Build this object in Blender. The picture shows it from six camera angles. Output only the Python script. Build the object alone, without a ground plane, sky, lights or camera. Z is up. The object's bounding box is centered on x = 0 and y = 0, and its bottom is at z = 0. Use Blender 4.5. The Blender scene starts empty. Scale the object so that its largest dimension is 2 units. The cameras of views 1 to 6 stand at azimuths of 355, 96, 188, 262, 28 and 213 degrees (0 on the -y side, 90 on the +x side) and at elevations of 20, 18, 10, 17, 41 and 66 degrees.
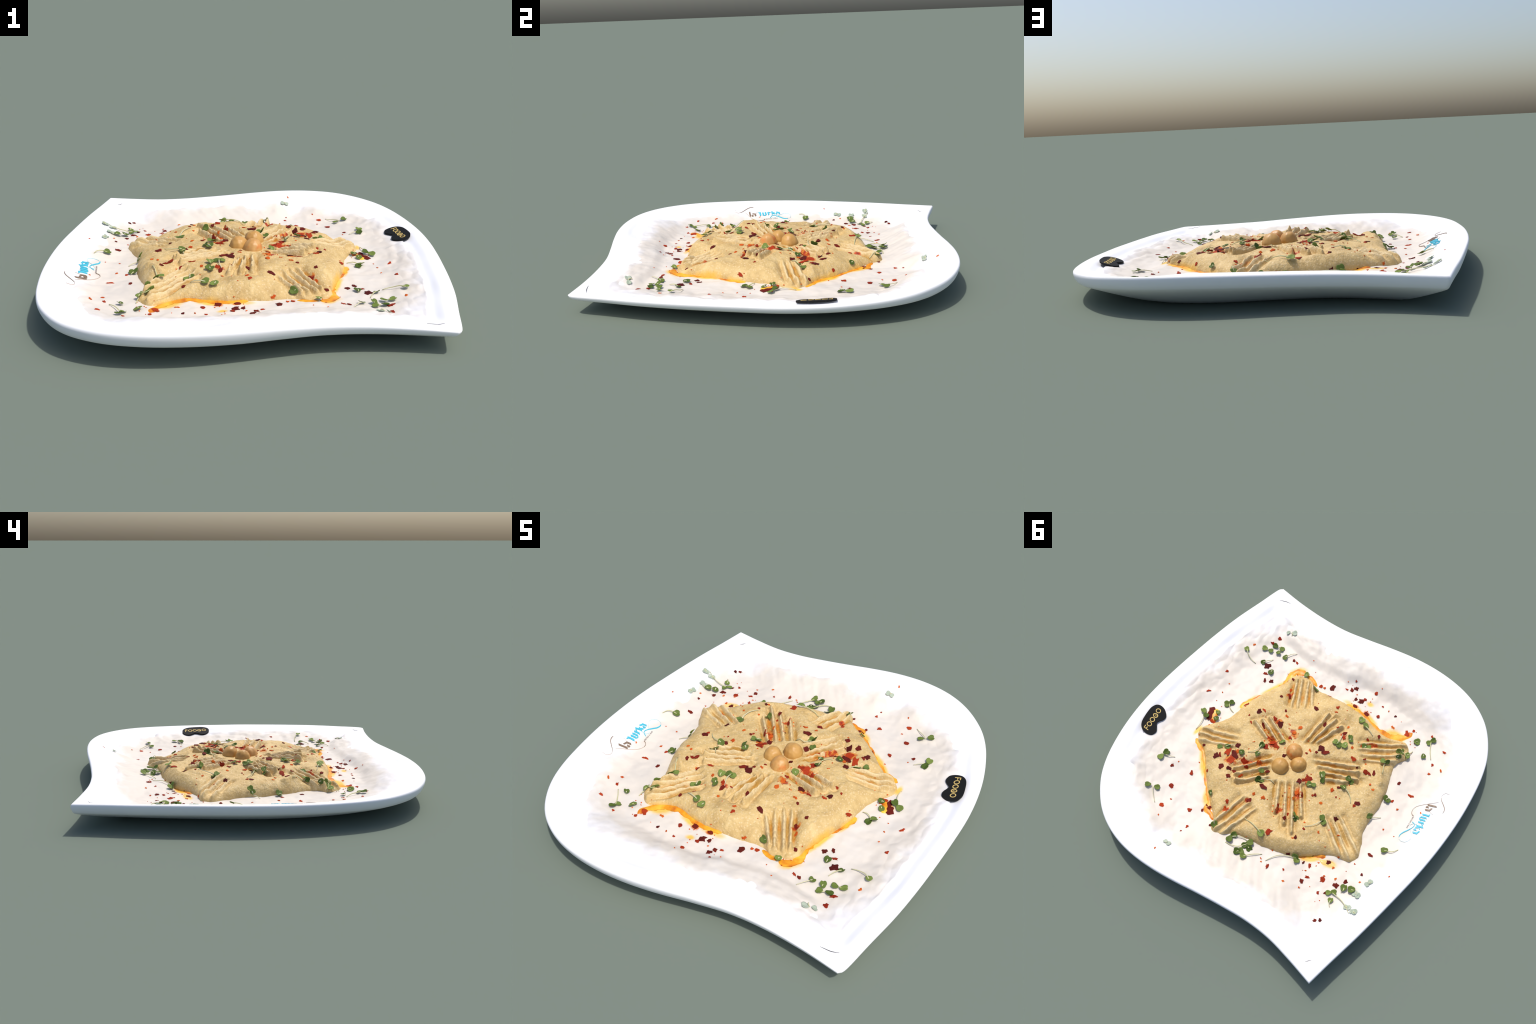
"""A leaf-shaped white plate with a yoghurt bed, a fork-combed hummus mound,
three chickpeas, chili flakes, microgreens, oil pools, a printed logo and a sticker."""
import math
import random
import numpy as np

SEED = 7

# ------------------------------------------------------------------ noise
_perm = np.random.RandomState(SEED).permutation(512)
_grad = np.random.RandomState(SEED + 1).uniform(0, 2 * math.pi, 512)


def noise2(x, y):
    """Gradient noise on the plane, about -1..1, vectorised."""
    x = np.asarray(x, float)
    y = np.asarray(y, float)
    xi = np.floor(x).astype(int)
    yi = np.floor(y).astype(int)
    xf, yf = x - xi, y - yi

    def g(ix, iy, fx, fy):
        a = _grad[(_perm[(ix + _perm[iy & 511]) & 511])]
        return np.cos(a) * fx + np.sin(a) * fy
    u = xf ** 3 * (xf * (xf * 6 - 15) + 10)
    v = yf ** 3 * (yf * (yf * 6 - 15) + 10)
    a = g(xi, yi, xf, yf) * (1 - u) + g(xi + 1, yi, xf - 1, yf) * u
    b = g(xi, yi + 1, xf, yf - 1) * (1 - u) + g(xi + 1, yi + 1, xf - 1, yf - 1) * u
    return (a * (1 - v) + b * v) * 1.4


def fbm(x, y, octaves=3):
    s, a = 0.0, 1.0
    for k in range(octaves):
        s = s + a * noise2(x + 17.3 * k, y - 9.1 * k)
        x, y, a = x * 2.03, y * 2.03, a * 0.5
    return s


def smooth(a, b, t):
    t = np.clip((t - a) / (b - a), 0, 1)
    return t * t * (3 - 2 * t)


# ------------------------------------------------------------------ plate outline
# rim control points (x, y, z of the rim's top) from the right-hand front tip,
# clockwise over the front and left side to the rear tip and back over the right
RIM_FRONT_LEFT = [
    (0.764, -0.966, 0.109), (0.601, -0.937, 0.117), (0.426, -0.919, 0.126), (0.255, -0.919, 0.133),
    (0.090, -0.942, 0.141), (-0.068, -0.970, 0.147), (-0.219, -0.990, 0.152), (-0.361, -0.994, 0.155),
    (-0.493, -0.981, 0.156), (-0.612, -0.950, 0.156), (-0.715, -0.899, 0.155), (-0.802, -0.829, 0.153),
    (-0.869, -0.738, 0.152), (-0.918, -0.633, 0.151), (-0.947, -0.514, 0.151), (-0.962, -0.385, 0.151),
    (-0.969, -0.248, 0.152), (-0.967, -0.104, 0.153), (-0.957, 0.045, 0.154), (-0.939, 0.197, 0.154),
    (-0.913, 0.353, 0.153), (-0.884, 0.512, 0.152), (-0.852, 0.673, 0.150), (-0.815, 0.834, 0.148),
    (-0.780, 0.997, 0.146)]
RIM_REAR_RIGHT = [
    (-0.780, 0.997, 0.146), (-0.628, 0.960, 0.146), (-0.476, 0.931, 0.147), (-0.324, 0.925, 0.150),
    (-0.173, 0.938, 0.154), (-0.025, 0.957, 0.158), (0.119, 0.979, 0.162), (0.256, 0.993, 0.165),
    (0.385, 0.993, 0.165), (0.503, 0.976, 0.163), (0.609, 0.940, 0.160), (0.702, 0.886, 0.154),
    (0.781, 0.813, 0.148), (0.848, 0.725, 0.141), (0.898, 0.620, 0.134), (0.933, 0.500, 0.128),
    (0.957, 0.368, 0.123), (0.968, 0.226, 0.120), (0.966, 0.073, 0.118), (0.951, -0.089, 0.119),
    (0.930, -0.257, 0.118), (0.904, -0.432, 0.117), (0.870, -0.610, 0.116), (0.824, -0.789, 0.113),
    (0.787, -0.935, 0.110), (0.764, -0.966, 0.109)]


def catmull(points, per=12, closed=False):
    p = np.array(points, float)
    if closed:
        p = np.vstack([p[-1:], p, p[:2]])
    else:
        p = np.vstack([2 * p[0] - p[1], p, 2 * p[-1] - p[-2]])
    out = []
    for i in range(1, len(p) - 2):
        for k in range(per):
            t = k / per
            out.append(0.5 * ((2 * p[i]) + (p[i + 1] - p[i - 1]) * t
                              + (2 * p[i - 1] - 5 * p[i] + 4 * p[i + 1] - p[i + 2]) * t * t
                              + (3 * p[i] - p[i - 1] - 3 * p[i + 1] + p[i + 2]) * t ** 3))
    if not closed:
        out.append(p[-2])
    return np.array(out)


_rim = np.vstack([catmull(RIM_FRONT_LEFT)[:-1], catmull(RIM_REAR_RIGHT)[:-1]])
_rim[:, 1] = (_rim[:, 1] - 0.0015) * 1.0045
_ang = np.unwrap(np.arctan2(_rim[:, 1], _rim[:, 0]))          # runs clockwise
_o = np.argsort(np.mod(_ang, 2 * math.pi))
_TH = np.mod(_ang, 2 * math.pi)[_o]
_RR = np.hypot(_rim[:, 0], _rim[:, 1])[_o]
_RZ = _rim[:, 2][_o] + 0.002


def rim_radius(th):
    return np.interp(np.mod(th, 2 * math.pi), _TH, _RR, period=2 * math.pi)


def rim_height(th):
    return np.interp(np.mod(th, 2 * math.pi), _TH, _RZ, period=2 * math.pi)


def sector(th, a, b, soft=0.12):
    """1 inside the angular sector a..b (degrees, anticlockwise from +x), 0 outside."""
    a, b = math.radians(a), math.radians(b)
    m = np.mod(th - a, 2 * math.pi)
    return smooth(0, soft, m) * (1 - smooth(b - a - soft, b - a, m)) * (m < (b - a))


BED = 0.0635          # height of the yoghurt bed round the hummus


def bowl(rho, th):
    """Smooth inside of the plate: flat bed, then a slope up to the rim."""
    zr = rim_height(th)
    front = sector(th, 226, 330, 0.25) * (1 - smooth(5.34, 5.43, np.mod(th, 2 * math.pi)))
    steep = np.maximum(front, sector(th, 66, 127, 0.14))
    b = 0.995 - 0.06 * steep
    a = 0.665 - 0.030 * front - 0.075 * (steep - front) + 0.05 * sector(th, 126, 152, 0.12)
    t = np.clip((rho - a) / (b - a), 0, 1)
    f = 0.72 * t * t * (3 - 2 * t) + 0.28 * t * t
    # a soft ledge where the yoghurt was pushed up along the front
    q = rho + 0.022 * noise2(th * 5.0, 3.7) + 0.008 * noise2(th * 17.0, 1.3)
    ledge = 0.017 * front * smooth(0.665, 0.735, q) * (1 - smooth(0.74, 0.93, q))
    return BED + 0.006 * steep + ledge + (zr - BED - 0.006 * steep) * f


def groove_amount(th):
    """Where the lip ends in a visible step down to the yoghurt."""
    return np.maximum(sector(th, -51, 38, 0.08), sector(th, 228, 268, 0.25) * 0.7)


def plate_top(rho, th):
    z = bowl(rho, th)
    g = groove_amount(th)
    z = z - 0.010 * g * (0.85 + 0.5 * noise2(th * 6.0, 0.7)) * (1 - smooth(0.90, 0.945, rho)) - 0.004 * (1 - smooth(0.84, 0.93, rho))
    x, y = rho * rim_radius(th) * np.cos(th), rho * rim_radius(th) * np.sin(th)
    z = z - 0.006 * np.exp(-(((x - 0.845) / 0.085) ** 2 + ((y - 0.265) / 0.13) ** 2) ** 2)
    return z - 0.012 * (1 - smooth(0.70, 0.84, rho))


def yoghurt_edge(th):
    x, y = np.cos(th), np.sin(th)
    return 0.895 + 0.012 * fbm(x * 9 + 3, y * 9, 3) - 0.02 * (1 - groove_amount(th))


def yoghurt_top(x, y):
    r = np.hypot(x, y)
    th = np.arctan2(y, x)
    rho = r / rim_radius(th)
    z = bowl(rho, th)
    g = groove_amount(th)
    ring = smooth(0.62, 0.76, rho) * (1 - smooth(0.86, 0.93, rho))
    lumps = fbm(x * 6 + 40, y * 6, 3) * 0.0070 + fbm(x * 20 + 7, y * 20, 2) * 0.0009
    right = smooth(0.1, 0.6, np.cos(th))
    rough = ring * (0.0025 + 0.0030 * right) * fbm(x * 10 + 5, y * 10, 2)
    bank = right * smooth(0.70, 0.80, rho) * (1 - smooth(0.85, 0.91, rho))
    rough = rough + bank * 0.009 * (0.10 + np.abs(fbm(rho * 9 + 2.3, th * 5.5, 2)) - 0.5 * np.abs(noise2(rho * 13, th * 9)))
    # brushed furrows across the front and rear slopes
    front = ring * smooth(0.5, 0.9, np.abs(np.sin(th)))
    furrow = front * 0.004 * fbm(x * 14 + 0.6 * y * 14, y * 4 + 11, 2)
    z = z + lumps * (1 - smooth(0.80, 0.95, rho)) + rough + furrow
    # the layer is pressed flat under the sticker
    seat = np.exp(-(((x - 0.845) / 0.085) ** 2 + ((y - 0.265) / 0.13) ** 2) ** 2)
    z = z * (1 - seat) + (bowl(rho, th) - 0.008) * seat
    # rounded edge where the layer ends on the lip
    e = yoghurt_edge(th)
    z = z + 0.0015 * g - 0.022 * smooth(-0.022, 0.006, rho - e) * g - 0.02 * smooth(-0.06, 0.02, rho - e) * (1 - g)
    return z


# ------------------------------------------------------------------ hummus mound
MOUND_OUTLINE = [
    (0.343, -0.498), (0.251, -0.535), (0.173, -0.500), (0.036, -0.510), (-0.061, -0.510), (-0.177, -0.503),
    (-0.309, -0.466), (-0.426, -0.495), (-0.470, -0.504), (-0.504, -0.470), (-0.525, -0.420), (-0.490, -0.345),
    (-0.509, -0.260), (-0.535, -0.168), (-0.553, -0.071), (-0.552, 0.038), (-0.560, 0.124), (-0.593, 0.191),
    (-0.612, 0.244), (-0.615, 0.290), (-0.577, 0.323), (-0.508, 0.333), (-0.441, 0.375), (-0.341, 0.454),
    (-0.248, 0.495), (-0.157, 0.521), (-0.081, 0.536), (-0.011, 0.548), (0.053, 0.574), (0.099, 0.613),
    (0.155, 0.614), (0.182, 0.558), (0.218, 0.518), (0.296, 0.452), (0.398, 0.344), (0.490, 0.243),
    (0.564, 0.209), (0.599, 0.147), (0.579, 0.095), (0.520, 0.022), (0.490, -0.042), (0.470, -0.160),
    (0.422, -0.279), (0.367, -0.401)]
_mo = catmull(MOUND_OUTLINE, 8, True)
_ma = np.mod(np.arctan2(_mo[:, 1], _mo[:, 0]), 2 * math.pi)
_k = np.argsort(_ma)
_MT, _MR = _ma[_k], np.hypot(_mo[:, 0], _mo[:, 1])[_k]


def mound_radius(th):
    r = np.interp(np.mod(th, 2 * math.pi), _MT, _MR, period=2 * math.pi)
    return r * (1 + 0.006 * fbm(np.cos(th) * 14, np.sin(th) * 14, 2))


# broad height of the mound (x, y, z), blended between these spots
MOUND_SPOTS = [
    (0.01, 0.03, 0.142), (-0.10, -0.131, 0.152), (-0.446, 0.025, 0.134), (-0.136, 0.452, 0.130),
    (0.063, 0.359, 0.134), (-0.292, -0.32, 0.124), (0.278, 0.443, 0.114), (-0.433, -0.304, 0.108),
    (0.339, -0.121, 0.158), (-0.21, 0.309, 0.160), (-0.343, 0.225, 0.140), (-0.107, 0.485, 0.136),
    (0.45, -0.141, 0.116), (0.30, -0.288, 0.148), (0.365, -0.246, 0.142), (0.274, -0.341, 0.110),
    (0.259, -0.053, 0.166), (0.382, 0.24, 0.131), (0.242, 0.318, 0.148), (0.041, 0.256, 0.158),
    (-0.39, 0.164, 0.124), (-0.283, -0.192, 0.154), (-0.399, -0.178, 0.134), (-0.475, -0.10, 0.134),
    (-0.025, -0.387, 0.154), (-0.019, -0.422, 0.146), (0.177, -0.473, 0.104), (0.077, -0.485, 0.114),
    (-0.193, -0.427, 0.124), (-0.54, 0.036, 0.116), (0.52, 0.15, 0.094), (0.10, 0.55, 0.100),
    (-0.53, 0.25, 0.100), (-0.43, -0.45, 0.088), (0.26, -0.47, 0.094), (0.15, 0.10, 0.150),
    (-0.15, 0.10, 0.150), (0.05, -0.20, 0.150), (0.12, -0.05, 0.150), (-0.10, 0.20, 0.154), (-0.18, -0.02, 0.150),
    (-0.05, -0.27, 0.164), (-0.06, -0.20, 0.156)]
# fork combs: each is (start x, y, end x, y) of every ridge the tines left
COMBS = {
    "corner_front": [(0.211, -0.257, 0.303, -0.466), (0.176, -0.271, 0.278, -0.482),
                     (0.144, -0.305, 0.240, -0.495), (0.114, -0.342, 0.207, -0.489)],
    "corner_left": [(-0.229, -0.295, -0.472, -0.481), (-0.252, -0.268, -0.468, -0.432),
                    (-0.280, -0.240, -0.489, -0.397), (-0.303, -0.215, -0.497, -0.355)],
    "corner_rear_left": [(-0.325, 0.187, -0.550, 0.340), (-0.362, 0.166, -0.588, 0.318),
                         (-0.385, 0.125, -0.606, 0.258)],
    "corner_rear": [(0.105, 0.348, 0.162, 0.580), (0.053, 0.350, 0.130, 0.605), (0.003, 0.368, 0.087, 0.600)],
    "corner_right": [(0.336, 0.066, 0.570, 0.130), (0.325, 0.098, 0.572, 0.168), (0.318, 0.128, 0.545, 0.205)],
    "petal_front": [(0.020, -0.102, -0.000, -0.350), (-0.012, -0.123, -0.056, -0.345),
                    (-0.038, -0.142, -0.108, -0.330)],
    "petal_left": [(-0.081, -0.047, -0.328, -0.170), (-0.121, -0.034, -0.345, -0.134),
                   (-0.173, -0.018, -0.363, -0.098), (-0.200, 0.012, -0.323, -0.050)],
    "petal_rear_left": [(-0.001, 0.163, -0.095, 0.330), (-0.034, 0.139, -0.175, 0.362),
                        (-0.067, 0.116, -0.237, 0.380), (-0.105, 0.100, -0.232, 0.275)],
    "petal_rear_right": [(0.103, 0.071, 0.251, 0.248), (0.088, 0.115, 0.222, 0.279), (0.047, 0.170, 0.199, 0.308)],
    "petal_right": [(0.103, -0.056, 0.269, -0.126), (0.141, -0.029, 0.300, -0.094), (0.187, -0.005, 0.327, -0.055)],
}
# heaps pushed up where a comb ends: (x, y, spread, height)
HEAPS = [(-0.007, -0.348, 0.028, 0.018), (-0.107, -0.330, 0.026, 0.010), (-0.055, -0.325, 0.040, 0.010), (-0.045, -0.27, 0.03, 0.010),
         (-0.32, -0.02, 0.04, 0.012),
         (-0.353, -0.145, 0.030, 0.030), (-0.235, 0.386, 0.028, 0.002), (0.213, 0.297, 0.032, 0.014),
         (0.328, -0.060, 0.026, 0.006), (0.270, -0.128, 0.026, 0.010), (-0.455, -0.235, 0.022, 0.012),
         (-0.500, -0.180, 0.020, 0.010), (0.165, -0.30, 0.03, 0.010), (-0.20, -0.24, 0.04, 0.006)]
CREASES = [(-0.415, -0.255, -0.487, -0.165, 0.016, 0.016), (-0.33, 0.30, -0.20, 0.44, 0.03, 0.008),
           (0.30, -0.09, 0.36, -0.03, 0.02, 0.006)]


def segment(x, y, s):
    """Distance to the segment and position along it (0..1)."""
    x0, y0, x1, y1 = s[:4]
    dx, dy = x1 - x0, y1 - y0
    L2 = dx * dx + dy * dy
    t = ((x - x0) * dx + (y - y0) * dy) / L2
    tc = np.clip(t, 0, 1)
    return np.hypot(x - x0 - tc * dx, y - y0 - tc * dy), tc, math.sqrt(L2)


def mound_broad(x, y):
    w, s = 0.0, 0.0
    for px, py, pz in MOUND_SPOTS:
        k = 1.0 / ((x - px) ** 2 + (y - py) ** 2 + 0.0022) ** 1.6
        w, s = w + k, s + k * pz
    return s / w


def mound_top(x, y):
    th = np.arctan2(y, x)
    r = np.hypot(x, y)
    R = mound_radius(th)
    z = mound_broad(x, y)
    z = z + 0.0050 * fbm(x * 7 + 2, y * 7 + 5, 2) + 0.0020 * fbm(x * 28, y * 28, 3)
    wob = 0.004 * noise2(x * 16 + 9, y * 16)
    for name, lines in COMBS.items():
        bed = np.zeros_like(z)
        rid = np.zeros_like(z)
        for s in lines:
            d, t, L = segment(x + wob, y - wob, s)
            fade = smooth(0.0, 0.14, t)
            bed = np.maximum(bed, np.exp(-(d / 0.027) ** 2) * fade)
            amp = (0.75 + 0.25 * t) * (1 + 0.15 * noise2(x * 40, y * 40))
            rid = np.maximum(rid, np.exp(-(d / 0.0128) ** 2) * fade * amp)
        corner = name.startswith("corner")
        deep = 0.036 if corner else 0.044
        z = z - deep * bed * (1 - 0.6 * (1 - np.clip((R - r) / 0.10, 0, 1))) + (deep + (0.008 if corner else 0.012)) * rid
    for hx, hy, sp, h in HEAPS:
        z = z + h * np.exp(-(((x - hx) ** 2 + (y - hy) ** 2) / sp ** 2))
    for s in CREASES:
        d, t, L = segment(x, y, s)
        z = z + s[5] * np.exp(-(d / s[4]) ** 2)
    # steep rounded skirt at the edge
    e = np.clip((R - r) / 0.068, 0, 1)
    skirt = np.sqrt(np.clip(1 - (1 - e) ** 1.7, 0, 1))
    low = BED - 0.012
    return low + (z - low) * skirt


def food_top(x, y):
    """Height of whatever food lies uppermost at x, y."""
    x = np.asarray(x, float)
    y = np.asarray(y, float)
    r = np.hypot(x, y)
    th = np.arctan2(y, x)
    rho = r / rim_radius(th)
    z = np.maximum(yoghurt_top(x, y), plate_top(rho, th))
    inside = r < mound_radius(th)
    return np.where(inside, np.maximum(z, mound_top(x, y)), z)


# ==== BUILD ====================================================================
import bpy
import bmesh
from mathutils import Vector, Matrix

rng = random.Random(SEED)


def new_material(name):
    m = bpy.data.materials.new(name)
    m.use_nodes = True
    nt = m.node_tree
    return m, nt, nt.nodes["Principled BSDF"]


def link(nt, a, b):
    nt.links.new(a, b)


def coord(nt, scale=1.0):
    tc = nt.nodes.new("ShaderNodeTexCoord")
    mp = nt.nodes.new("ShaderNodeMapping")
    mp.inputs["Scale"].default_value = (scale,) * 3
    link(nt, tc.outputs["Object"], mp.inputs["Vector"])
    return mp.outputs["Vector"]


def noise_node(nt, scale, detail=3.0, rough=0.55):
    n = nt.nodes.new("ShaderNodeTexNoise")
    n.inputs["Scale"].default_value = scale
    n.inputs["Detail"].default_value = detail
    n.inputs["Roughness"].default_value = rough
    link(nt, coord(nt), n.inputs["Vector"])
    return n.outputs["Fac"]


def ramp(nt, fac, stops):
    r = nt.nodes.new("ShaderNodeValToRGB")
    el = r.color_ramp.elements
    while len(el) < len(stops):
        el.new(0.5)
    for e, (p, c) in zip(el, stops):
        e.position = p
        e.color = (*c, 1)
    link(nt, fac, r.inputs["Fac"])
    return r.outputs["Color"]


def mix(nt, fac, a, b):
    n = nt.nodes.new("ShaderNodeMix")
    n.data_type = "RGBA"
    for sock, v in ((n.inputs["Factor"], fac), (n.inputs["A"], a), (n.inputs["B"], b)):
        if isinstance(v, bpy.types.NodeSocket):
            link(nt, v, sock)
        elif isinstance(v, tuple):
            sock.default_value = (*v, 1)
        else:
            sock.default_value = v
    return n.outputs["Result"]


def bump(nt, bsdf, height, strength, distance=0.003):
    b = nt.nodes.new("ShaderNodeBump")
    b.inputs["Strength"].default_value = strength
    b.inputs["Distance"].default_value = distance
    link(nt, height, b.inputs["Height"])
    link(nt, b.outputs["Normal"], bsdf.inputs["Normal"])


def stain(nt, ellipses, wobble=0.5, scale=22.0, lo=0.55, hi=1.05):
    """Soft mask, 1 inside any of the ellipses (x, y, half length, half width, angle)."""
    best = None
    tc = nt.nodes.new("ShaderNodeTexCoord")
    for x, y, a, b, ang in ellipses:
        vec = tc.outputs["Object"]
        if best is not None:
            # a negligible offset by the last result: the ellipses are then worked
            # out one after the other, which keeps the shader's memory small
            ch = nt.nodes.new("ShaderNodeVectorMath")
            ch.operation = "MULTIPLY_ADD"
            link(nt, best, ch.inputs[0])
            ch.inputs[1].default_value = (1e-6, 1e-6, 1e-6)
            link(nt, vec, ch.inputs[2])
            vec = ch.outputs["Vector"]
        mp = nt.nodes.new("ShaderNodeMapping")
        mp.vector_type = "TEXTURE"
        mp.inputs["Location"].default_value = (x, y, 0)
        mp.inputs["Rotation"].default_value = (0, 0, ang)
        mp.inputs["Scale"].default_value = (a, b, 1000.0)
        link(nt, vec, mp.inputs["Vector"])
        ln = nt.nodes.new("ShaderNodeVectorMath")
        ln.operation = "LENGTH"
        link(nt, mp.outputs["Vector"], ln.inputs[0])
        d = ln.outputs["Value"]
        if best is None:
            best = d
        else:
            m = nt.nodes.new("ShaderNodeMath")
            m.operation = "MINIMUM"
            link(nt, best, m.inputs[0])
            link(nt, d, m.inputs[1])
            best = m.outputs[0]
    w = nt.nodes.new("ShaderNodeMath")
    w.operation = "MULTIPLY_ADD"
    link(nt, noise_node(nt, scale, 4), w.inputs[0])
    w.inputs[1].default_value = wobble
    link(nt, best, w.inputs[2])
    mr = nt.nodes.new("ShaderNodeMapRange")
    mr.interpolation_type = "SMOOTHSTEP"
    mr.inputs["From Min"].default_value = hi + wobble * 0.5
    mr.inputs["From Max"].default_value = lo + wobble * 0.5
    link(nt, w.outputs[0], mr.inputs["Value"])
    return mr.outputs["Result"]


def furrows(which):
    """Ellipses along the grooves between neighbouring ridges of a comb."""
    out = []
    for name, gaps in which.items():
        L = COMBS[name]
        for g, t0, t1, w in gaps:
            if g < 0:
                s, e = np.array(L[0]) * 1.5 - np.array(L[1]) * 0.5, None
            elif g >= len(L) - 1:
                s, e = np.array(L[-1]) * 1.5 - np.array(L[-2]) * 0.5, None
            else:
                s = (np.array(L[g]) + np.array(L[g + 1])) / 2
            a, b = s[:2] + (s[2:] - s[:2]) * t0, s[:2] + (s[2:] - s[:2]) * t1
            d = b - a
            out.append((*((a + b) / 2), np.linalg.norm(d) / 2, w * 0.92, math.atan2(d[1], d[0])))
    return out


# darker amber-brown along the grooves: comb -> (groove, from, to, half width)
GOLD_FURROWS = furrows({
    "petal_front": [(0, -0.05, 0.80, 0.014), (1, 0.0, 0.85, 0.013), (-1, 0.1, 0.6, 0.011), (2, 0.2, 0.8, 0.009)],
    "petal_left": [(0, 0.0, 0.85, 0.012), (1, 0.1, 0.85, 0.011), (2, 0.0, 0.6, 0.018), (3, 0.1, 0.8, 0.014)],
    "petal_rear_left": [(-1, 0.0, 0.8, 0.013), (0, 0.0, 0.85, 0.013), (1, 0.0, 0.8, 0.014), (2, 0.1, 0.9, 0.020), (3, 0.1, 0.7, 0.013)],
    "petal_rear_right": [(-1, -0.1, 0.6, 0.017), (0, -0.1, 0.85, 0.016), (1, 0.0, 0.8, 0.014)],
    "petal_right": [(0, -0.1, 0.8, 0.018), (1, -0.1, 0.85, 0.019), (-1, -0.1, 0.6, 0.014)],
    "corner_rear": [(0, 0.05, 0.85, 0.017), (1, 0.1, 0.8, 0.012), (-1, 0.6, 1.0, 0.010)],
    "corner_front": [(-1, 0.1, 0.95, 0.017), (0, 0.1, 0.85, 0.009), (1, 0.1, 0.85, 0.011), (2, 0.1, 0.85, 0.010)],
    "corner_left": [(0, 0.1, 0.95, 0.011), (1, 0.1, 0.9, 0.011), (2, 0.1, 0.8, 0.010), (-1, 0.1, 0.7, 0.014)],
    "corner_right": [(0, 0.1, 0.95, 0.011), (1, 0.1, 0.9, 0.012)],
    "corner_rear_left": [(0, 0.1, 0.8, 0.011), (1, 0.1, 0.8, 0.012)],
})
# ridge tops lightened in the colour, painting the sun on them
LIGHTENED_CRESTS = []
for _lines in COMBS.values():
    for _x0, _y0, _x1, _y1 in _lines:
        LIGHTENED_CRESTS.append(((_x0 + _x1) / 2 + (_x1 - _x0) * 0.04, (_y0 + _y1) / 2 + (_y1 - _y0) * 0.04,
                             math.hypot(_x1 - _x0, _y1 - _y0) * 0.52, 0.011, math.atan2(_y1 - _y0, _x1 - _x0)))
# where chili has bled into the hummus: (x, y, half length, half width, angle)
RED_STAINS = [(0.165, -0.008, 0.055, 0.032, 2.6), (0.30, 0.205, 0.060, 0.040, 0.9), (0.215, 0.185, 0.045, 0.020, 0.8),
              (-0.135, 0.170, 0.050, 0.022, 2.1), (-0.150, 0.085, 0.030, 0.020, 2.4), (0.095, -0.125, 0.040, 0.025, 2.6),
              (0.220, -0.145, 0.030, 0.018, 0.5), (-0.105, 0.315, 0.030, 0.018, 1.0), (0.275, -0.350, 0.035, 0.016, 1.1),
              (-0.145, -0.290, 0.025, 0.014, 0.3), (0.150, 0.475, 0.025, 0.018, 1.0), (-0.315, -0.350, 0.045, 0.012, 0.65),
              (0.075, 0.365, 0.025, 0.016, 0.4), (0.155, 0.145, 0.025, 0.014, 0.7)]


# oil that has soaked into the yoghurt at the foot of the mound
YOGHURT_STAINS = [(0.335, -0.535, 0.070, 0.036, 0.7), (0.395, -0.35, 0.13, 0.022, 1.20), (0.470, -0.18, 0.08, 0.018, 1.25),
                  (0.45, 0.30, 0.14, 0.026, 2.30), (0.29, 0.475, 0.08, 0.030, 2.30), (-0.08, -0.525, 0.08, 0.026, 0.0),
                  (-0.20, -0.51, 0.08, 0.028, 2.9), (-0.38, -0.505, 0.10, 0.045, 0.35), (-0.40, 0.425, 0.10, 0.022, 0.58),
                  (-0.51, 0.385, 0.050, 0.030, 0.4), (0.598, 0.015, 0.045, 0.034, 1.6), (0.60, 0.155, 0.045, 0.018, 1.5),
                  (-0.15, -0.60, 0.03, 0.02, 0.0)]


def plain(name, col, rough=0.5, spec=0.5):
    m, nt, b = new_material(name)
    b.inputs["Base Color"].default_value = (*col, 1)
    b.inputs["Roughness"].default_value = rough
    b.inputs["Specular IOR Level"].default_value = spec
    return m


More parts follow.
